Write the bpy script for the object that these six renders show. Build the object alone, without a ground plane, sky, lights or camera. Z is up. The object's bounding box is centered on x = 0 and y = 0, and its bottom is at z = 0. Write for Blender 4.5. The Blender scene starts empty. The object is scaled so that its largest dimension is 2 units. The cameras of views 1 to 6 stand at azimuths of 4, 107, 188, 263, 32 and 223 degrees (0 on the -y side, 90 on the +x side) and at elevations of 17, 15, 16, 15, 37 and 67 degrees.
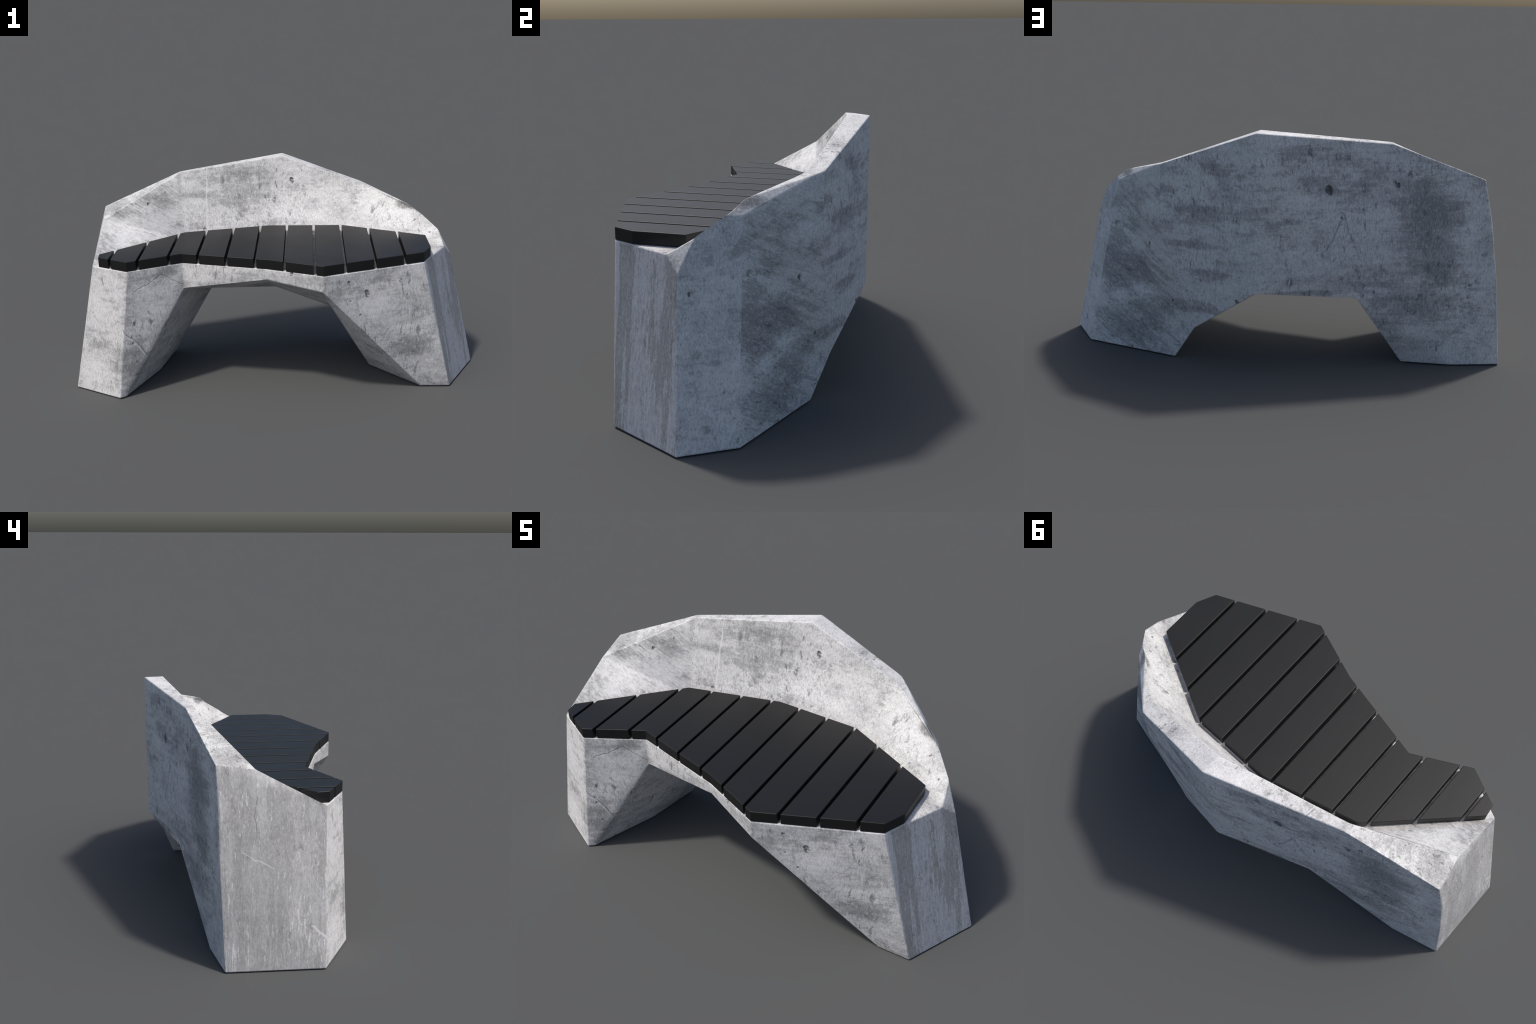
"""Faceted cast-concrete bench with black seat boards.

A monolithic polyhedral concrete body (two splayed legs, an arched seat base
and a tapering backrest that wraps the seat) carries twelve black boards whose
common outline follows the seat.  Metres, z up.
"""
import bpy, bmesh, math
import numpy as np
from mathutils import Vector, noise
from mathutils.bvhtree import BVHTree

# ------------------------------------------------------------------ sizes
SEAT_Z = 0.6445          # top of the concrete seat
BOARD_TOP = 0.693        # top of the boards
BOARD_BOTTOM = 0.6462
BOARD_PITCH = 0.1384     # boards run front to back, spaced along x
BOARD_GAP = 0.0126
FIRST_GAP = 0.6220
BEVEL = 0.0060           # rounding of the cast edges
SHARP = math.radians(3)  # edges of the casting bent more than this are rounded
SOFT_FOLD = math.radians(28)  # folds inside a twisted face stay soft up to this

# ------------------------------------------------------------------ corners
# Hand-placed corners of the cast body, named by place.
V = dict(
    # left foot on the ground
    lf_out=(-1.003, -.222, 0), lf_front=(-.757, -.360, 0), lf_in=(-.730, -.341, 0),
    lf_mid=(-.609, -.028, 0), lf_rear=(-.562, .228, 0), lf_bend=(-.780, .229, 0), lf_back=(-.991, .186, 0),
    # right foot on the ground
    rf_in=(.709, -.265, 0), rf_front=(.848, -.268, 0), rf_out=(1.003, .031, 0),
    rf_back=(.882, .213, 0), rf_rear=(.438, .346, 0), rf_mid=(.478, -.009, 0),
    # rim of the seat
    s_left=(-.860, -.239, SEAT_Z), s_lfront=(-.671, -.344, SEAT_Z), s_lin=(-.424, -.225, SEAT_Z),
    s_mid=(-.013, -.351, SEAT_Z), s_rin=(.246, -.472, SEAT_Z), s_rfront=(.714, -.294, SEAT_Z),
    s_right=(.840, -.049, SEAT_Z),
    # crease between seat and backrest
    c_left=(-.459, .158, SEAT_Z), c_mid=(-.032, .249, SEAT_Z), c_right=(.354, .223, SEAT_Z),
    # lower front edge of the arch and the ridge of its soffit
    a_left=(-.424, -.229, .520), a_mid=(-.021, -.345, .592), a_right=(.242, -.471, .565),
    k_left=(-.389, .020, .430), k_mid=(.002, .035, .425), k_right=(.281, .025, .318),
    # lower back edge of the arch
    b_left=(-.360, .333, .320), b_mid=(.051, .473, .357), b_right=(.336, .397, .159),
    # back edge of the top
    t_left=(-.876, .208, .829), t_leftlow=(-.916, .199, .652), t_shoulder=(-.486, .303, .981),
    t_peak=(.048, .473, 1.030), t_rshoulder=(.467, .397, .880), t_rbend=(.647, .245, .797),
    t_right=(.724, .181, .760), t_rlow=(.879, .006, .592),
    # front edge of the top
    i_left=(-.853, .045, .799), i_shoulder=(-.482, .266, .983), i_peak=(.047, .384, 1.032),
    i_rshoulder=(.474, .333, .876), i_rbend=(.686, .168, .809), i_right=(.747, .131, .767),
    i_rlow=(.824, .048, .703),
    # middle of the twisted wall at the left
    w_left=(-.657, .093, .730),
    # bends in the creases of the back and of the inner wall
    y_right=(.479, .396, .650), y_left=(-.497, .307, .500), x_left=(-.950, .201, .405), w_peak=(.045, .350, .870),
    z_right=(.566, .297, .325), z_front=(.630, -.331, .300),
)
PLAIN, STREAKED, SMEARED, DRAGGED, FLECKED = 0, 1, 2, 3, 4
HOLLOW = True            # a twisted face that folds inward instead of outward
FACES = [
    # seat
    ("s_rfront s_right c_right c_mid c_left s_left s_lfront s_lin s_mid s_rin", PLAIN),
    # front
    ("lf_out lf_front s_lfront s_left", PLAIN),
    ("lf_front lf_in a_left s_lin s_lfront", PLAIN),
    ("s_lin a_left a_mid s_mid", PLAIN), ("s_mid a_mid a_right s_rin", PLAIN),
    ("s_rin a_right s_rfront", PLAIN), ("a_right rf_in z_front", PLAIN), ("rf_in rf_front z_front", PLAIN),
    ("rf_front s_rfront z_front", PLAIN), ("s_rfront a_right z_front", PLAIN),
    # right end
    ("s_rfront rf_front rf_out t_rlow s_right", STREAKED),
    ("s_right t_rlow i_rlow", PLAIN),
    ("t_rlow rf_out rf_back t_right i_right i_rlow", PLAIN),
    # back
    ("t_right rf_back z_right", DRAGGED), ("rf_back rf_rear z_right", DRAGGED), ("rf_rear b_right z_right", DRAGGED),
    ("b_right y_right z_right", DRAGGED), ("y_right t_right z_right", DRAGGED), ("t_right y_right t_rshoulder t_rbend", DRAGGED),
    ("t_rshoulder y_right b_right b_mid t_peak", PLAIN), ("t_peak b_mid b_left y_left t_shoulder", PLAIN),
    ("t_shoulder y_left b_left lf_rear lf_bend t_left", PLAIN), ("t_left lf_bend lf_back x_left t_leftlow", PLAIN),
    # left end
    ("lf_back lf_out x_left", FLECKED), ("lf_out s_left i_left t_left t_leftlow x_left", FLECKED),
    # top of the backrest
    ("t_left i_left i_shoulder t_shoulder", PLAIN, HOLLOW), ("t_shoulder i_shoulder i_peak t_peak", PLAIN),
    ("t_peak i_peak i_rshoulder t_rshoulder", PLAIN), ("t_rshoulder i_rshoulder i_rbend t_rbend", PLAIN),
    ("t_rbend i_rbend i_right t_right", PLAIN),
    # inside of the backrest
    ("i_left s_left w_left", SMEARED), ("s_left c_left w_left", SMEARED),
    ("c_left i_shoulder w_left", SMEARED), ("i_shoulder i_left w_left", SMEARED), ("i_shoulder c_left c_mid w_peak i_peak", PLAIN, HOLLOW),
    ("i_peak w_peak c_mid c_right i_rshoulder", PLAIN, HOLLOW),
    ("i_rshoulder c_right s_right i_rlow i_right i_rbend", PLAIN, HOLLOW),
    # soffit of the arch
    ("a_left k_left k_mid a_mid", PLAIN), ("a_mid k_mid k_right a_right", PLAIN),
    ("k_left b_left b_mid k_mid", PLAIN), ("k_mid b_mid b_right k_right", PLAIN),
    # inner faces of the legs
    ("lf_in lf_mid k_left a_left", PLAIN), ("lf_mid lf_rear b_left k_left", PLAIN),
    ("a_right k_right rf_mid rf_in", PLAIN), ("k_right b_right rf_rear rf_mid", PLAIN),
    # soles
    ("lf_out lf_back lf_bend lf_rear lf_mid lf_in lf_front", PLAIN),
    ("rf_in rf_mid rf_rear rf_back rf_out rf_front", PLAIN),
]

# chips and blow holes in the casting: where, radius, depth
CHIPS = [
    ((-.234, .381, .798), .017, .010), ((-.240, .381, .785), .010, .007), ((-.512, .295, .811), .010, .006),
    ((-.500, .298, .822), .006, .004), ((.096, .342, .913), .010, .007), ((.102, .340, .900), .007, .004),
    ((.443, -.402, .540), .010, .008), ((.447, -.402, .527), .008, .006), ((-.633, .137, .853), .007, .004),
    ((.099, -.403, .640), .009, .006), ((.870, .040, .522), .007, .004), ((.540, .318, .515), .008, .004),
    ((.36, -.43, .60), .006, .003), ((.71, .11, .745), .006, .003),
]


# ------------------------------------------------------------------ materials
LIGHT, MIDDLE, DARK, PALE = (.695, .687, .679), (.560, .554, .553), (.212, .209, .210), (.795, .788, .780)


class Graph:
    """Small helper that adds shader nodes in one line each."""

    def __init__(self, name):
        self.mat = bpy.data.materials.new(name)
        self.mat.use_nodes = True
        self.nt = self.mat.node_tree
        self.bsdf = self.nt.nodes["Principled BSDF"]
        self.coord = self.nt.nodes.new("ShaderNodeTexCoord").outputs["Object"]

    def link(self, a, b):
        self.nt.links.new(a, b)

    def put(self, sock, val):
        if isinstance(val, bpy.types.NodeSocket):
            self.link(val, sock)
        else:
            sock.default_value = val

    def mapping(self, scale=(1, 1, 1), rot=(0, 0, 0), loc=(0, 0, 0), vec=None):
        n = self.nt.nodes.new("ShaderNodeMapping")
        n.inputs["Scale"].default_value = scale
        n.inputs["Rotation"].default_value = rot
        n.inputs["Location"].default_value = loc
        self.link(vec or self.coord, n.inputs["Vector"])
        return n.outputs[0]

    def noise(self, vec, scale, detail=4, rough=.55, distort=0.):
        n = self.nt.nodes.new("ShaderNodeTexNoise")
        self.link(vec, n.inputs["Vector"])
        n.inputs["Scale"].default_value = scale
        n.inputs["Detail"].default_value = detail
        n.inputs["Roughness"].default_value = rough
        n.inputs["Distortion"].default_value = distort
        return n.outputs["Fac"]

    def voronoi(self, vec, scale, feature="F1", out="Distance", rand=1.):
        n = self.nt.nodes.new("ShaderNodeTexVoronoi")
        n.feature = feature
        self.link(vec, n.inputs["Vector"])
        n.inputs["Scale"].default_value = scale
        n.inputs["Randomness"].default_value = rand
        return n.outputs[out]

    def step(self, val, lo, hi, a=0., b=1.):
        n = self.nt.nodes.new("ShaderNodeMapRange")
        n.interpolation_type = "SMOOTHSTEP"
        self.put(n.inputs["Value"], val)
        n.inputs["From Min"].default_value = lo
        n.inputs["From Max"].default_value = hi
        n.inputs["To Min"].default_value = a
        n.inputs["To Max"].default_value = b
        return n.outputs["Result"]

    def math(self, op, a, b=0.):
        n = self.nt.nodes.new("ShaderNodeMath")
        n.operation = op
        self.put(n.inputs[0], a)
        self.put(n.inputs[1], b)
        return n.outputs[0]

    def mix(self, fac, a, b, mode="MIX"):
        n = self.nt.nodes.new("ShaderNodeMix")
        n.data_type = "RGBA"
        n.blend_type = mode
        self.put(n.inputs[0], fac)
        for sock, val in ((n.inputs[6], a), (n.inputs[7], b)):
            self.put(sock, val if isinstance(val, bpy.types.NodeSocket) else (*val, 1.))
        return n.outputs[2]

    def shift(self, vec, amount, scale):
        """Coordinates pushed about by a noise, for ragged lines."""
        n = self.nt.nodes.new("ShaderNodeTexNoise")
        self.link(vec, n.inputs["Vector"])
        n.inputs["Scale"].default_value = scale
        n.inputs["Detail"].default_value = 3
        m = self.nt.nodes.new("ShaderNodeVectorMath")
        m.operation = "MULTIPLY_ADD"
        self.link(n.outputs["Color"], m.inputs[0])
        m.inputs[1].default_value = (amount,) * 3
        self.link(vec, m.inputs[2])
        return m.outputs[0]

    def bump(self, height, strength, distance, normal=None):
        n = self.nt.nodes.new("ShaderNodeBump")
        n.inputs["Strength"].default_value = strength
        n.inputs["Distance"].default_value = distance
        self.link(height, n.inputs["Height"])
        if normal:
            self.link(normal, n.inputs["Normal"])
        return n.outputs[0]


# Stains that sit in particular places: centre, half-widths along x y z, strength.
# Positive ones are dark patches, negative ones are pale patches.
STAINS = [
    # inside of the backrest
    ((-.12, .32, .955), (.16, .2, .04), .60), ((-.17, .28, .83), (.22, .2, .08), .45),
    ((-.28, .28, .93), (.07, .2, .06), .40), ((.10, .33, .86), (.10, .2, .035), .45),
    ((.20, .30, .75), (.30, .2, .05), -.60), ((-.25, .25, .73), (.20, .2, .03), -.35),
    ((.672, .18, .798), (.050, .06, .020), 1.7), ((.58, .18, .74), (.14, .2, .05), -.85),
    ((-.62, .16, .87), (.10, .2, .035), .65), ((-.72, .03, .76), (.08, .1, .05), -.4),
    # front faces
    ((-.50, -.26, .618), (.09, .05, .030), 1.2), ((-.43, -.23, .55), (.03, .2, .07), .6),
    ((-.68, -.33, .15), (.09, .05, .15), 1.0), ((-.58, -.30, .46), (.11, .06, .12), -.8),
    ((-.76, -.32, .47), (.05, .1, .03), .55), ((-.86, -.27, .27), (.09, .1, .035), .6),
    ((-.90, -.25, .10), (.10, .2, .07), -.5), ((.66, -.33, .24), (.10, .2, .07), .65),
    ((.76, -.29, .12), (.06, .1, .07), -.4), ((.48, -.39, .46), (.10, .2, .07), -.4),
    # back faces
    ((-.635, .26, .84), (.10, .2, .07), .55), ((-.645, .26, .66), (.125, .2, .21), 1.0),
    ((-.70, .25, .45), (.09, .2, .09), .75), ((-.60, .25, .29), (.20, .2, .055), .8),
    ((-.84, .21, .62), (.05, .1, .12), -.7), ((-.60, .25, .16), (.16, .1, .04), -.45),
    ((.74, .225, .40), (.14, .12, .15), .75), ((.66, .26, .10), (.22, .12, .09), .65),
    ((.65, .28, .40), (.17, .2, .085), .95), ((.80, .21, .46), (.06, .1, .05), .6),
    ((.58, .30, .20), (.14, .2, .08), .65), ((.70, .26, .25), (.075, .2, .028), -1.0),
    ((.60, .30, .29), (.06, .2, .03), -.8), ((.36, .40, .26), (.16, .2, .035), .8),
    ((.33, .41, .545), (.13, .1, .018), .75), ((.26, .42, .42), (.12, .1, .025), .6),
    ((.33, .41, .68), (.12, .1, .05), .65), ((.46, .38, .76), (.08, .1, .05), .45),
    ((-.15, .40, .352), (.22, .1, .014), .8), ((.0, .45, .70), (.16, .1, .06), .45),
    ((.54, .33, .66), (.06, .1, .05), -.6), ((.025, .47, .915), (.026, .1, .017), -1.0),
    ((.075, .47, .985), (.028, .1, .017), -.6), ((-.20, .40, .50), (.22, .1, .10), -.4),
    # ends
    ((-.95, -.12, .17), (.1, .05, .15), -.7), ((-.96, .17, .06), (.1, .03, .07), -.8),
    ((-.83, .14, .84), (.12, .10, .06), .8),
]
# Hairlines and scratches: from, to, half-width, strength (dark > 0 > light).
LINES = [
    ((-.344, .296, 1.03), (-.351, .204, .66), .0030, -.75), ((-.349, .335, 1.02), (-.345, .30, .985), .003, .8),
    ((-.648, -.328, .540), (-.522, -.273, .608), .0024, .65), ((-.522, -.273, .608), (-.43, -.23, .540), .0024, .35),
    ((-.711, -.350, .357), (-.617, -.301, .221), .0018, .7), ((-.715, -.350, .352), (-.622, -.305, .215), .0025, -.6),
    ((-.300, .359, .682), (-.225, .381, .540), .0020, .75), ((-.300, .359, .682), (-.326, .349, .591), .0020, .65),
    ((-.326, .349, .591), (-.37, .335, .48), .0015, .4), ((-.285, .36, .70), (-.300, .359, .682), .003, .6),
    ((-.915, .104, .481), (-.930, -.020, .412), .0020, -.6), ((-.962, -.167, .175), (-.975, -.226, .129), .0035, -.8),
    ((-.880, .051, .70), (-.895, .051, .57), .0010, .6), ((-.885, .05, .76), (-.930, .05, .50), .0008, .25),
]


def concrete(name, runs="", grain_turn=0., grain_stretch=(1., 1., .42), here=lambda x, y, z: True):
    """Cast concrete; `runs` adds the upright run marks of the end faces and
    `here` tells which of the placed marks can lie on the faces it covers."""
    g = Graph(name)
    P = g.coord
    swath = g.mapping(scale=(1., 1., 2.2), loc=(3.1, 1.7, .6))
    cloud = g.noise(swath, 2.6, 10, .70, .4)
    patch = g.noise(g.mapping(scale=(1, 1, 1.4), loc=(7.7, 2.2, 5.1)), 6.5, 11, .78, .3)
    flake = g.noise(g.mapping(scale=(1, 1, 1.2), loc=(1.3, 8.2, 2.1)), 20., 8, .75, .2)
    brush = g.noise(g.mapping(scale=(.9, .9, 9.), loc=(5, 2, 9), vec=g.mapping(rot=(0., grain_turn, 0.))), 4., 9, .74, .2)

    # where the placed stains lie: they thicken or thin the mottling below
    dark, pale = 0., 0.
    for c, r, k in (m for m in STAINS if here(*m[0])):
        inv = tuple(1. / q for q in r)
        m = g.mapping(scale=inv, loc=tuple(-a * i for a, i in zip(c, inv)))
        d = g.nt.nodes.new("ShaderNodeVectorMath")
        d.operation = "LENGTH"
        g.link(m, d.inputs[0])
        w = g.step(d.outputs["Value"], 1.45, .25, 0., abs(k))
        if k > 0:
            dark = g.math("MAXIMUM", dark, w)
        else:
            pale = g.math("MAXIMUM", pale, w)
    swing = g.math("SUBTRACT", g.math("MULTIPLY", dark, .150), g.math("MULTIPLY", pale, .120))
    drag = .50 if grain_turn else .34
    mottle = g.math("ADD", g.math("MULTIPLY", patch, .74 - drag), g.math("MULTIPLY", flake, .26))
    mottle = g.math("ADD", mottle, g.math("MULTIPLY", brush, drag))
    mottle = g.math("ADD", mottle, g.math("MULTIPLY", g.math("SUBTRACT", cloud, .5), .25))
    mottle = g.math("ADD", mottle, swing)

    # everywhere: soft clouds, then frayed stains in two depths
    col = g.mix(g.step(cloud, .42, .62), LIGHT, MIDDLE)
    col = g.mix(g.step(mottle, .49, .40, 0., .75), col, PALE)
    col = g.mix(g.step(mottle, .500, .565, 0., .50), col, DARK)
    col = g.mix(g.step(mottle, .57, .66, 0., .60), col, DARK)
    col = g.mix(g.math("MULTIPLY", g.step(flake, .55, .64), .25), col, DARK)
    col = g.mix(g.step(dark, .9, 1.5, 0., .62), col, (.20, .192, .185))
    tint = g.noise(g.mapping(loc=(4, 4, 4)), 2.3, 5, .6)
    col = g.mix(g.step(tint, .48, .62, 0, .55), col, (1., .982, 1.008), "MULTIPLY")
    col = g.mix(g.step(tint, .50, .38, 0, .55), col, (.985, 1., .985), "MULTIPLY")

    if runs:
        run = g.noise(g.mapping(scale=(4., 6., .28)), 2.2, 10, .72, .25)
        edge = g.noise(g.mapping(scale=(9, 13, 3.)), 9., 9, .80)
        fine = g.noise(g.mapping(scale=(40., 60., 1.6)), 2., 7, .75)
        drift = g.noise(g.mapping(loc=(1, 1, 7)), 3., 3, .5)
        fleck = g.noise(g.mapping(scale=(14., 18., 2.2), loc=(3, 3, 3)), 3.4, 8, .75)
        frayed = g.math("ADD", run, g.math("MULTIPLY", g.math("SUBTRACT", edge, .5), .55))
        if runs == "bands":
            # broad runs across the end face, from its front edge to its back edge
            xyz = g.nt.nodes.new("ShaderNodeSeparateXYZ")
            g.link(P, xyz.inputs[0])
            y = xyz.outputs["Y"]
            wet = g.math("MULTIPLY", g.step(y, -.275, -.258), g.step(y, -.188, -.205))
            wet = g.math("MAXIMUM", wet, g.step(y, -.075, -.035, 0., .8))
            frayed = g.math("ADD", frayed, g.math("MULTIPLY", g.math("SUBTRACT", .42, wet), .13))
            skin = g.mix(g.step(frayed, .475, .515), (.320, .312, .306), (.560, .560, .605))
            skin = g.mix(g.step(fine, .42, .66, 0., .55), skin, (.29, .285, .285))
            skin = g.mix(g.step(fine, .50, .34, 0., .35), skin, (.66, .66, .68))
        else:
            skin = g.mix(g.step(frayed, .44, .55), (.345, .340, .336), (.485, .482, .490))
            skin = g.mix(g.step(fine, .42, .66, 0., .50), skin, (.27, .266, .263))
            lit = g.math("ADD", fleck, g.math("MULTIPLY", pale, .10))
            skin = g.mix(g.step(lit, .575, .635, 0., .85), skin, (.76, .755, .77))
        skin = g.mix(g.step(drift, .48, .62, 0., .5), skin, (1., .97, .95), "MULTIPLY")
        col = g.mix(.88, col, skin)

    # grain: short pores drawn along the trowel's way
    turned = g.mapping(rot=(0., grain_turn, 0.))
    grain = g.noise(g.mapping(scale=grain_stretch, vec=turned), 120., 5, .80)
    speck = g.noise(g.mapping(scale=grain_stretch, loc=(6, 3, 1), vec=turned), 210., 3, .7)
    pores = g.noise(g.mapping(scale=grain_stretch, loc=(2, 5, 8), vec=turned), 40., 6, .70, .5)
    density = g.step(g.math("ADD", g.noise(g.mapping(loc=(9, 1, 3)), 5., 6, .65), g.math("MULTIPLY", dark, .15)), .42, .62, .12, 1.)
    pore = g.math("MULTIPLY", g.step(pores, .555, .66), density)
    k = .6 if runs else 1.
    col = g.mix(g.math("MULTIPLY", g.step(grain, .45, .70, .0, .62 * k), g.math("ADD", g.math("MULTIPLY", density, .6), .4)), col, (.24, .238, .24))
    col = g.mix(g.step(speck, .50, .68, .0, .46 * k), col, (.25, .248, .248))
    col = g.mix(g.step(grain, .52, .30, .0, .45 * k), col, (.86, .855, .85))
    col = g.mix(g.step(speck, .46, .30, .0, .35 * k), col, (.84, .835, .83))
    col = g.mix(g.math("MULTIPLY", pore, .78 * k), col, (.150, .148, .148))
    # bug holes, scattered singly
    cells = g.shift(g.mapping(scale=(1, 1, .75)), .03, 35.)
    dist = g.voronoi(cells, 13.)
    pick = g.voronoi(cells, 13., out="Color")
    size = g.math("MULTIPLY", g.step(pick, .55, 1.0), .12)
    hole = g.step(g.math("SUBTRACT", dist, size), .03, -.02)
    hole = g.math("MULTIPLY", hole, g.step(pick, .62 if not runs else .93, .70 if not runs else .97))
    col = g.mix(g.math("MULTIPLY", hole, .75), col, (.095, .095, .097))
    # chip hollows are coloured near-black
    chip = 0.
    for c, r, _ in (m for m in CHIPS if here(*m[0])):
        m = g.shift(g.mapping(loc=tuple(-q for q in c)), .022, 55.)
        d = g.nt.nodes.new("ShaderNodeVectorMath")
        d.operation = "DISTANCE"
        g.link(m, d.inputs[0])
        d.inputs[1].default_value = (.011, .011, .011)
        chip = g.math("MAXIMUM", chip, g.step(d.outputs["Value"], r * 1.25, r * .75))
    col = g.mix(g.math("MULTIPLY", chip, .80), col, (.085, .083, .080))
    # hairlines and scratches: distance to a line drawn through wavering space
    waver = g.shift(g.shift(P, .034, 9.), .016, 42.)
    black, white = 0., 0.
    for a, b, wid, k in (m for m in LINES if here(*m[0])):
        # drawn on the face it runs along: what lies across that face hardly counts
        flat = Vector((.05, 1., 1.)) if max(a[0], b[0]) < -.86 else Vector((1., .05, 1.))
        a, b = ((Vector(p) + Vector((.025,) * 3)) * flat for p in (a, b))
        ax = b - a
        off = g.nt.nodes.new("ShaderNodeVectorMath")
        off.operation = "SUBTRACT"
        thin = g.nt.nodes.new("ShaderNodeVectorMath")
        thin.operation = "MULTIPLY"
        g.link(waver, thin.inputs[0])
        thin.inputs[1].default_value = flat
        g.link(thin.outputs[0], off.inputs[0])
        off.inputs[1].default_value = a
        dot = g.nt.nodes.new("ShaderNodeVectorMath")
        dot.operation = "DOT_PRODUCT"
        g.link(off.outputs[0], dot.inputs[0])
        dot.inputs[1].default_value = ax / ax.length_squared
        t = g.nt.nodes.new("ShaderNodeClamp")
        g.link(dot.outputs["Value"], t.inputs["Value"])
        foot = g.nt.nodes.new("ShaderNodeVectorMath")
        foot.operation = "SCALE"
        foot.inputs[0].default_value = ax
        g.link(t.outputs[0], foot.inputs["Scale"])
        d = g.nt.nodes.new("ShaderNodeVectorMath")
        d.operation = "DISTANCE"
        g.link(off.outputs[0], d.inputs[0])
        g.link(foot.outputs[0], d.inputs[1])
        w = g.step(d.outputs["Value"], wid * 1.7, wid * .5, 0., abs(k))
        if k > 0:
            black = g.math("MAXIMUM", black, w)
        else:
            white = g.math("MAXIMUM", white, w)
    col = g.mix(g.math("MULTIPLY", black, .62), col, (.12, .118, .116))
    col = g.mix(g.math("MULTIPLY", white, .75), col, (.80, .79, .78))
    g.link(col, g.bsdf.inputs["Base Color"])
    g.put(g.bsdf.inputs["Roughness"], g.step(patch, .35, .7, .62, .82))
    g.bsdf.inputs["Specular IOR Level"].default_value = .40
    h = g.math("SUBTRACT", g.math("MULTIPLY", grain, -.5), g.math("MULTIPLY", pore, .6))
    n = g.bump(patch, .40, .004)
    n = g.bump(h, .55, .0026, n)
    n = g.bump(g.math("MULTIPLY", g.math("ADD", hole, black), -1.), .6, .004, n)
    g.link(n, g.bsdf.inputs["Normal"])
    return g.mat


def black_board():
    g = Graph("black_composite")
    fibre = g.noise(g.mapping(scale=(1., .06, 1.)), 130., 4, .6)
    cloud = g.noise(g.coord, 3., 4, .6)
    info = g.nt.nodes.new("ShaderNodeObjectInfo")
    col = g.mix(fibre, (.0048, .0048, .0048), (.0068, .0068, .0068))
    col = g.mix(g.math("MULTIPLY", info.outputs["Random"], .35), col, (.0098, .0098, .0098))
    g.link(col, g.bsdf.inputs["Base Color"])
    g.put(g.bsdf.inputs["Roughness"], g.step(cloud, .3, .7, .46, .52))
    g.bsdf.inputs["Specular IOR Level"].default_value = .42
    g.link(g.bump(fibre, .10, .0006), g.bsdf.inputs["Normal"])
    return g.mat


# ------------------------------------------------------------------ concrete body
def triangulations(n):
    """All ways to cut a polygon of n corners into triangles."""
    def cut(i, j):
        if j - i < 2:
            return [[]]
        return [a + b + [(i, k, j)] for k in range(i + 1, j) for a in cut(i, k) for b in cut(k, j)]
    return cut(0, n - 1)


def fold(bm, face, sign):
    """Replace a twisted face by the fold that encloses most (or least) volume."""
    vs = list(face.verts)
    mid = face.calc_center_median()
    nor = face.normal.copy()
    best = None
    for tris in triangulations(len(vs)):
        vol, ok = 0., True
        for a, b, c in tris:
            p, q, r = (vs[k].co - mid for k in (a, b, c))
            cr = (q - p).cross(r - p)
            if cr.dot(nor) < 1e-5:
                ok = False
            vol += p.dot(q.cross(r))
        if ok and (best is None or vol * sign > best[0]):
            best = (vol * sign, tris)
    mat = face.material_index
    bm.faces.remove(face)
    for a, b, c in best[1]:
        bm.faces.new((vs[a], vs[b], vs[c])).material_index = mat


def settle(bm):
    """Drop the chips and hairlines exactly onto the surface."""
    tree = BVHTree.FromBMesh(bm)
    CHIPS[:] = [(tuple(tree.find_nearest(Vector(c))[0]), r, d) for c, r, d in CHIPS]
    LINES[:] = [(tuple(tree.find_nearest(Vector(a))[0]), tuple(tree.find_nearest(Vector(b))[0]), w, k)
                for a, b, w, k in LINES]


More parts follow.
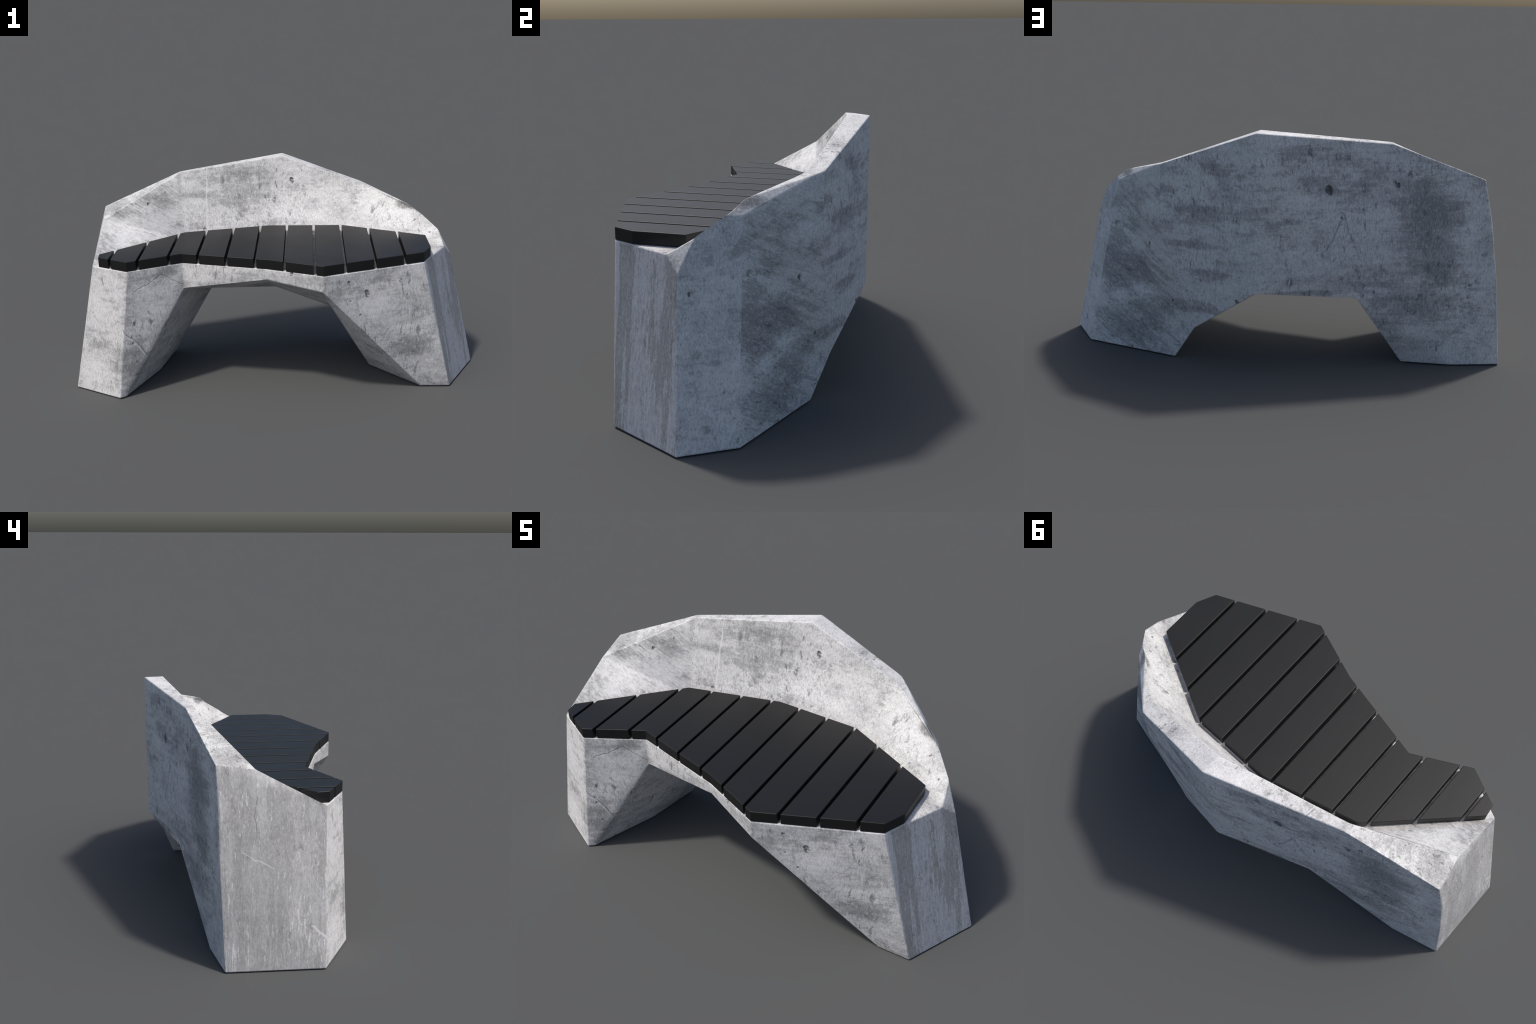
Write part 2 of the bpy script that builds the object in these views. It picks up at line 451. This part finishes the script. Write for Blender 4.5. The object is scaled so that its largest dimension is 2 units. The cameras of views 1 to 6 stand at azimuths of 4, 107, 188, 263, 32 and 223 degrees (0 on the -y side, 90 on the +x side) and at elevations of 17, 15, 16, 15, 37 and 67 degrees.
def build_body():
    """One closed cast: bevelled, finely cut, gently uneven, with chips."""
    bm = bmesh.new()
    vert = {k: bm.verts.new(p) for k, p in V.items()}
    hollow = bm.faces.layers.int.new("hollow")
    for names, mat, *rest in FACES:
        f = bm.faces.new([vert[n] for n in names.split()])
        f.material_index = mat
        f[hollow] = int(bool(rest))
    bmesh.ops.recalc_face_normals(bm, faces=bm.faces)
    for f in list(bm.faces):
        mid = f.calc_center_median()
        if len(f.verts) > 3 and max(abs((v.co - mid).dot(f.normal)) for v in f.verts) > .0015:
            fold(bm, f, -1 if f[hollow] else 1)
    bm.normal_update()
    settle(bm)
    drawn = set()
    for names, *_ in FACES:
        ring = names.split()
        drawn |= {frozenset(p) for p in zip(ring, ring[1:] + ring[:1])}
    name_of = {v: k for k, v in vert.items()}

    def is_sharp(e):
        pair = frozenset(name_of[v] for v in e.verts)
        soft = pair not in drawn or pair & {"w_left", "w_peak", "z_right", "z_front"}
        return e.calc_face_angle(0) > (SOFT_FOLD if soft else SHARP)

    sharp = [e for e in bm.edges if len(e.link_faces) == 2 and is_sharp(e)]
    flat = bm.faces.layers.int.new("flat")
    for f in bm.faces:
        f[flat] = 1
    made = bmesh.ops.bevel(bm, geom=sharp, offset=BEVEL, offset_type="OFFSET", segments=3, profile=.5,
                    affect="EDGES", clamp_overlap=True, loop_slide=True, material=-1)
    for f in made["faces"]:
        f[flat] = 0
    # cuts along which the parts meet
    for co, no in (((0, 0, SEAT_Z + .004), (0, 0, 1)), ((-.424, 0, 0), (1, 0, 0)), ((.243, 0, 0), (1, 0, 0))):
        bmesh.ops.bisect_plane(bm, geom=bm.verts[:] + bm.edges[:] + bm.faces[:], dist=1e-5, plane_co=co, plane_no=no)
    bmesh.ops.triangulate(bm, faces=bm.faces)
    # finer triangles, finest around the chips
    chips = [(Vector(c), r) for c, r, d in CHIPS]

    def wanted(p):
        near = min((p - c).length - r * 1.6 for c, r in chips)
        return .0035 if near < 0 else max(.012, min(.03, .0035 + near * .5)) if near < .05 else .03

    for _ in range(9):
        long_edges = [e for e in bm.edges
                      if e.calc_length() > 1.4 * wanted((e.verts[0].co + e.verts[1].co) / 2)]
        if not long_edges:
            break
        bmesh.ops.subdivide_edges(bm, edges=long_edges, cuts=1, use_grid_fill=False)
        bmesh.ops.triangulate(bm, faces=[f for f in bm.faces if len(f.verts) > 3])
    bm.normal_update()
    move = {}
    for v in bm.verts:
        p = v.co
        d = .0009 * noise.noise(p * 5.) + .0005 * noise.noise(p * 17. + Vector((5, 1, 2)))
        for (c, r), (_, _, depth) in zip(chips, CHIPS):
            q = (p - c).length
            if q < r * 1.6:
                rag = r * (1. + .35 * noise.noise(p * 140.))
                t = max(0., 1. - q / rag)
                d -= depth * min(1., t * 1.9)
        move[v] = v.normal * d
    for v, m in move.items():
        v.co += m
    # rest the feet on z = 0 and span exactly two metres
    xs = [v.co.x for v in bm.verts]
    zs = min(v.co.z for v in bm.verts)
    mid, half = (max(xs) + min(xs)) / 2, (max(xs) - min(xs)) / 2
    for v in bm.verts:
        v.co.x = (v.co.x - mid) / half
        v.co.z -= zs
    mesh = bpy.data.meshes.new("cast")
    bm.to_mesh(mesh)
    bm.free()
    return mesh


def region(c):
    if c.z > SEAT_Z + .004:
        return "backrest"
    if c.x < -.424:
        return "leg"
    if c.x > .243:
        return "leg.001"
    return "seat_base"


def split_body(mesh, mats, parent):
    nv = len(mesh.vertices)
    co = np.empty(nv * 3)
    mesh.vertices.foreach_get("co", co)
    co = co.reshape(-1, 3)
    tri = np.empty(len(mesh.polygons) * 3, dtype=np.int64)
    mesh.polygons.foreach_get("vertices", tri)
    tri = tri.reshape(-1, 3)
    mat = np.empty(len(tri), dtype=np.int32)
    mesh.polygons.foreach_get("material_index", mat)
    fn = np.cross(co[tri[:, 1]] - co[tri[:, 0]], co[tri[:, 2]] - co[tri[:, 0]])   # area weighted
    vn = np.zeros_like(co)
    for k in range(3):
        np.add.at(vn, tri[:, k], fn)
    vn /= np.maximum(np.linalg.norm(vn, axis=1, keepdims=True), 1e-12)
    # gentle folds read as soft bends: spread the normals inside the flat areas
    flat = np.empty(len(tri), dtype=np.int32)
    mesh.attributes["flat"].data.foreach_get("value", flat)
    held = np.zeros(nv, dtype=bool)
    held[tri[flat == 0].ravel()] = True
    for c, r, _ in CHIPS:
        held |= np.linalg.norm(co - np.array(c), axis=1) < 2.5 * r
    pairs = np.concatenate([tri[:, [0, 1]], tri[:, [1, 2]], tri[:, [2, 0]]])
    for _ in range(3):
        s = vn.copy()
        np.add.at(s, pairs[:, 0], vn[pairs[:, 1]])
        s /= np.linalg.norm(s, axis=1, keepdims=True)
        vn = np.where(held[:, None], vn, s)
    groups = {}
    for i, c in enumerate(co[tri].mean(axis=1)):
        groups.setdefault(region(Vector(c)), []).append(i)
    for name in ("backrest", "leg", "leg.001", "seat_base"):
        ids = np.array(groups[name])
        used, inv = np.unique(tri[ids].ravel(), return_inverse=True)
        me = bpy.data.meshes.new(name)
        me.from_pydata(co[used].tolist(), [], inv.reshape(-1, 3).tolist())
        for m in mats:
            me.materials.append(m)
        me.polygons.foreach_set("material_index", mat[ids])
        me.polygons.foreach_set("use_smooth", np.ones(len(ids), dtype=bool))
        me.normals_split_custom_set_from_vertices(vn[used].tolist())
        me.update()
        ob = bpy.data.objects.new(name, me)
        bpy.context.scene.collection.objects.link(ob)
        ob.parent = parent
    bpy.data.meshes.remove(mesh)


# ------------------------------------------------------------------ seat boards
OUTLINE = [(.754, -.208), (.713, -.2935), (.246, -.4705), (-.012, -.3505), (-.424, -.2255), (-.671, -.343),
           (-.822, -.2575), (-.829, -.204), (-.457, .149), (-.032, .241), (.351, .214), (.754, -.010)]


def build_boards(mat, parent):
    edges_x = [FIRST_GAP - BOARD_PITCH * k for k in range(11)]
    lim = [(9., edges_x[0] + BOARD_GAP / 2)]
    lim += [(edges_x[k] - BOARD_GAP / 2, edges_x[k + 1] + BOARD_GAP / 2) for k in range(10)]
    lim += [(edges_x[10] - BOARD_GAP / 2, -9.)]
    for hi, lo in lim:
        bm = bmesh.new()
        bm.faces.new([bm.verts.new((x, y, BOARD_BOTTOM)) for x, y in OUTLINE])
        for x, sgn in ((hi, 1), (lo, -1)):
            if abs(x) < 5:
                bmesh.ops.bisect_plane(bm, geom=bm.verts[:] + bm.edges[:] + bm.faces[:], dist=1e-6,
                                       plane_co=(x, 0, 0), plane_no=(sgn, 0, 0), clear_outer=True)
        bmesh.ops.dissolve_degenerate(bm, edges=bm.edges[:], dist=1e-4)
        up = bmesh.ops.extrude_face_region(bm, geom=bm.faces[:])
        bmesh.ops.translate(bm, verts=[e for e in up["geom"] if isinstance(e, bmesh.types.BMVert)],
                            vec=(0, 0, BOARD_TOP - BOARD_BOTTOM))
        bmesh.ops.recalc_face_normals(bm, faces=bm.faces[:])
        bmesh.ops.bevel(bm, geom=[e for e in bm.edges if e.calc_face_angle(0) > .1], offset=.0028,
                        offset_type="OFFSET", segments=3, profile=.5, affect="EDGES", clamp_overlap=True)
        me = bpy.data.meshes.new("seat_board")
        bm.to_mesh(me)
        bm.free()
        me.materials.append(mat)
        me.polygons.foreach_set("use_smooth", [True] * len(me.polygons))
        ob = bpy.data.objects.new("seat_board", me)
        bpy.context.scene.collection.objects.link(ob)
        ob.parent = parent
        # flat tops stay flat in shading: weight vertex normals by face area
        n = np.zeros((len(me.vertices), 3))
        for p in me.polygons:
            for vi in p.vertices:
                n[vi] += np.array(p.normal) * p.area
        n /= np.maximum(np.linalg.norm(n, axis=1, keepdims=True), 1e-12)
        me.normals_split_custom_set_from_vertices(n.tolist())


# ------------------------------------------------------------------ assembly
bench = bpy.data.objects.new("concrete_bench", None)
bpy.context.scene.collection.objects.link(bench)
bench["label"] = "faceted grey concrete bench with black slatted seat boards"
bench["category"] = "bench"

cast = build_body()
split_body(cast, [
    concrete("cast_concrete", here=lambda x, y, z: not (x < -.9 and y > -.23) and not (x > .5 and y > .2)),
    concrete("streaked_concrete", runs="bands", here=lambda x, y, z: x > .75 and y < .03),
    concrete("smeared_concrete", grain_turn=-.62, grain_stretch=(.30, .6, 1.),
             here=lambda x, y, z: x < -.3 and z > .64 and y < .25),
    concrete("dragged_concrete", grain_turn=.55, grain_stretch=(.45, .8, 1.),
             here=lambda x, y, z: x > .3 and y > .2 and z < .85),
    concrete("flecked_concrete", runs="flecks", here=lambda x, y, z: x < -.87)], bench)
build_boards(black_board(), bench)
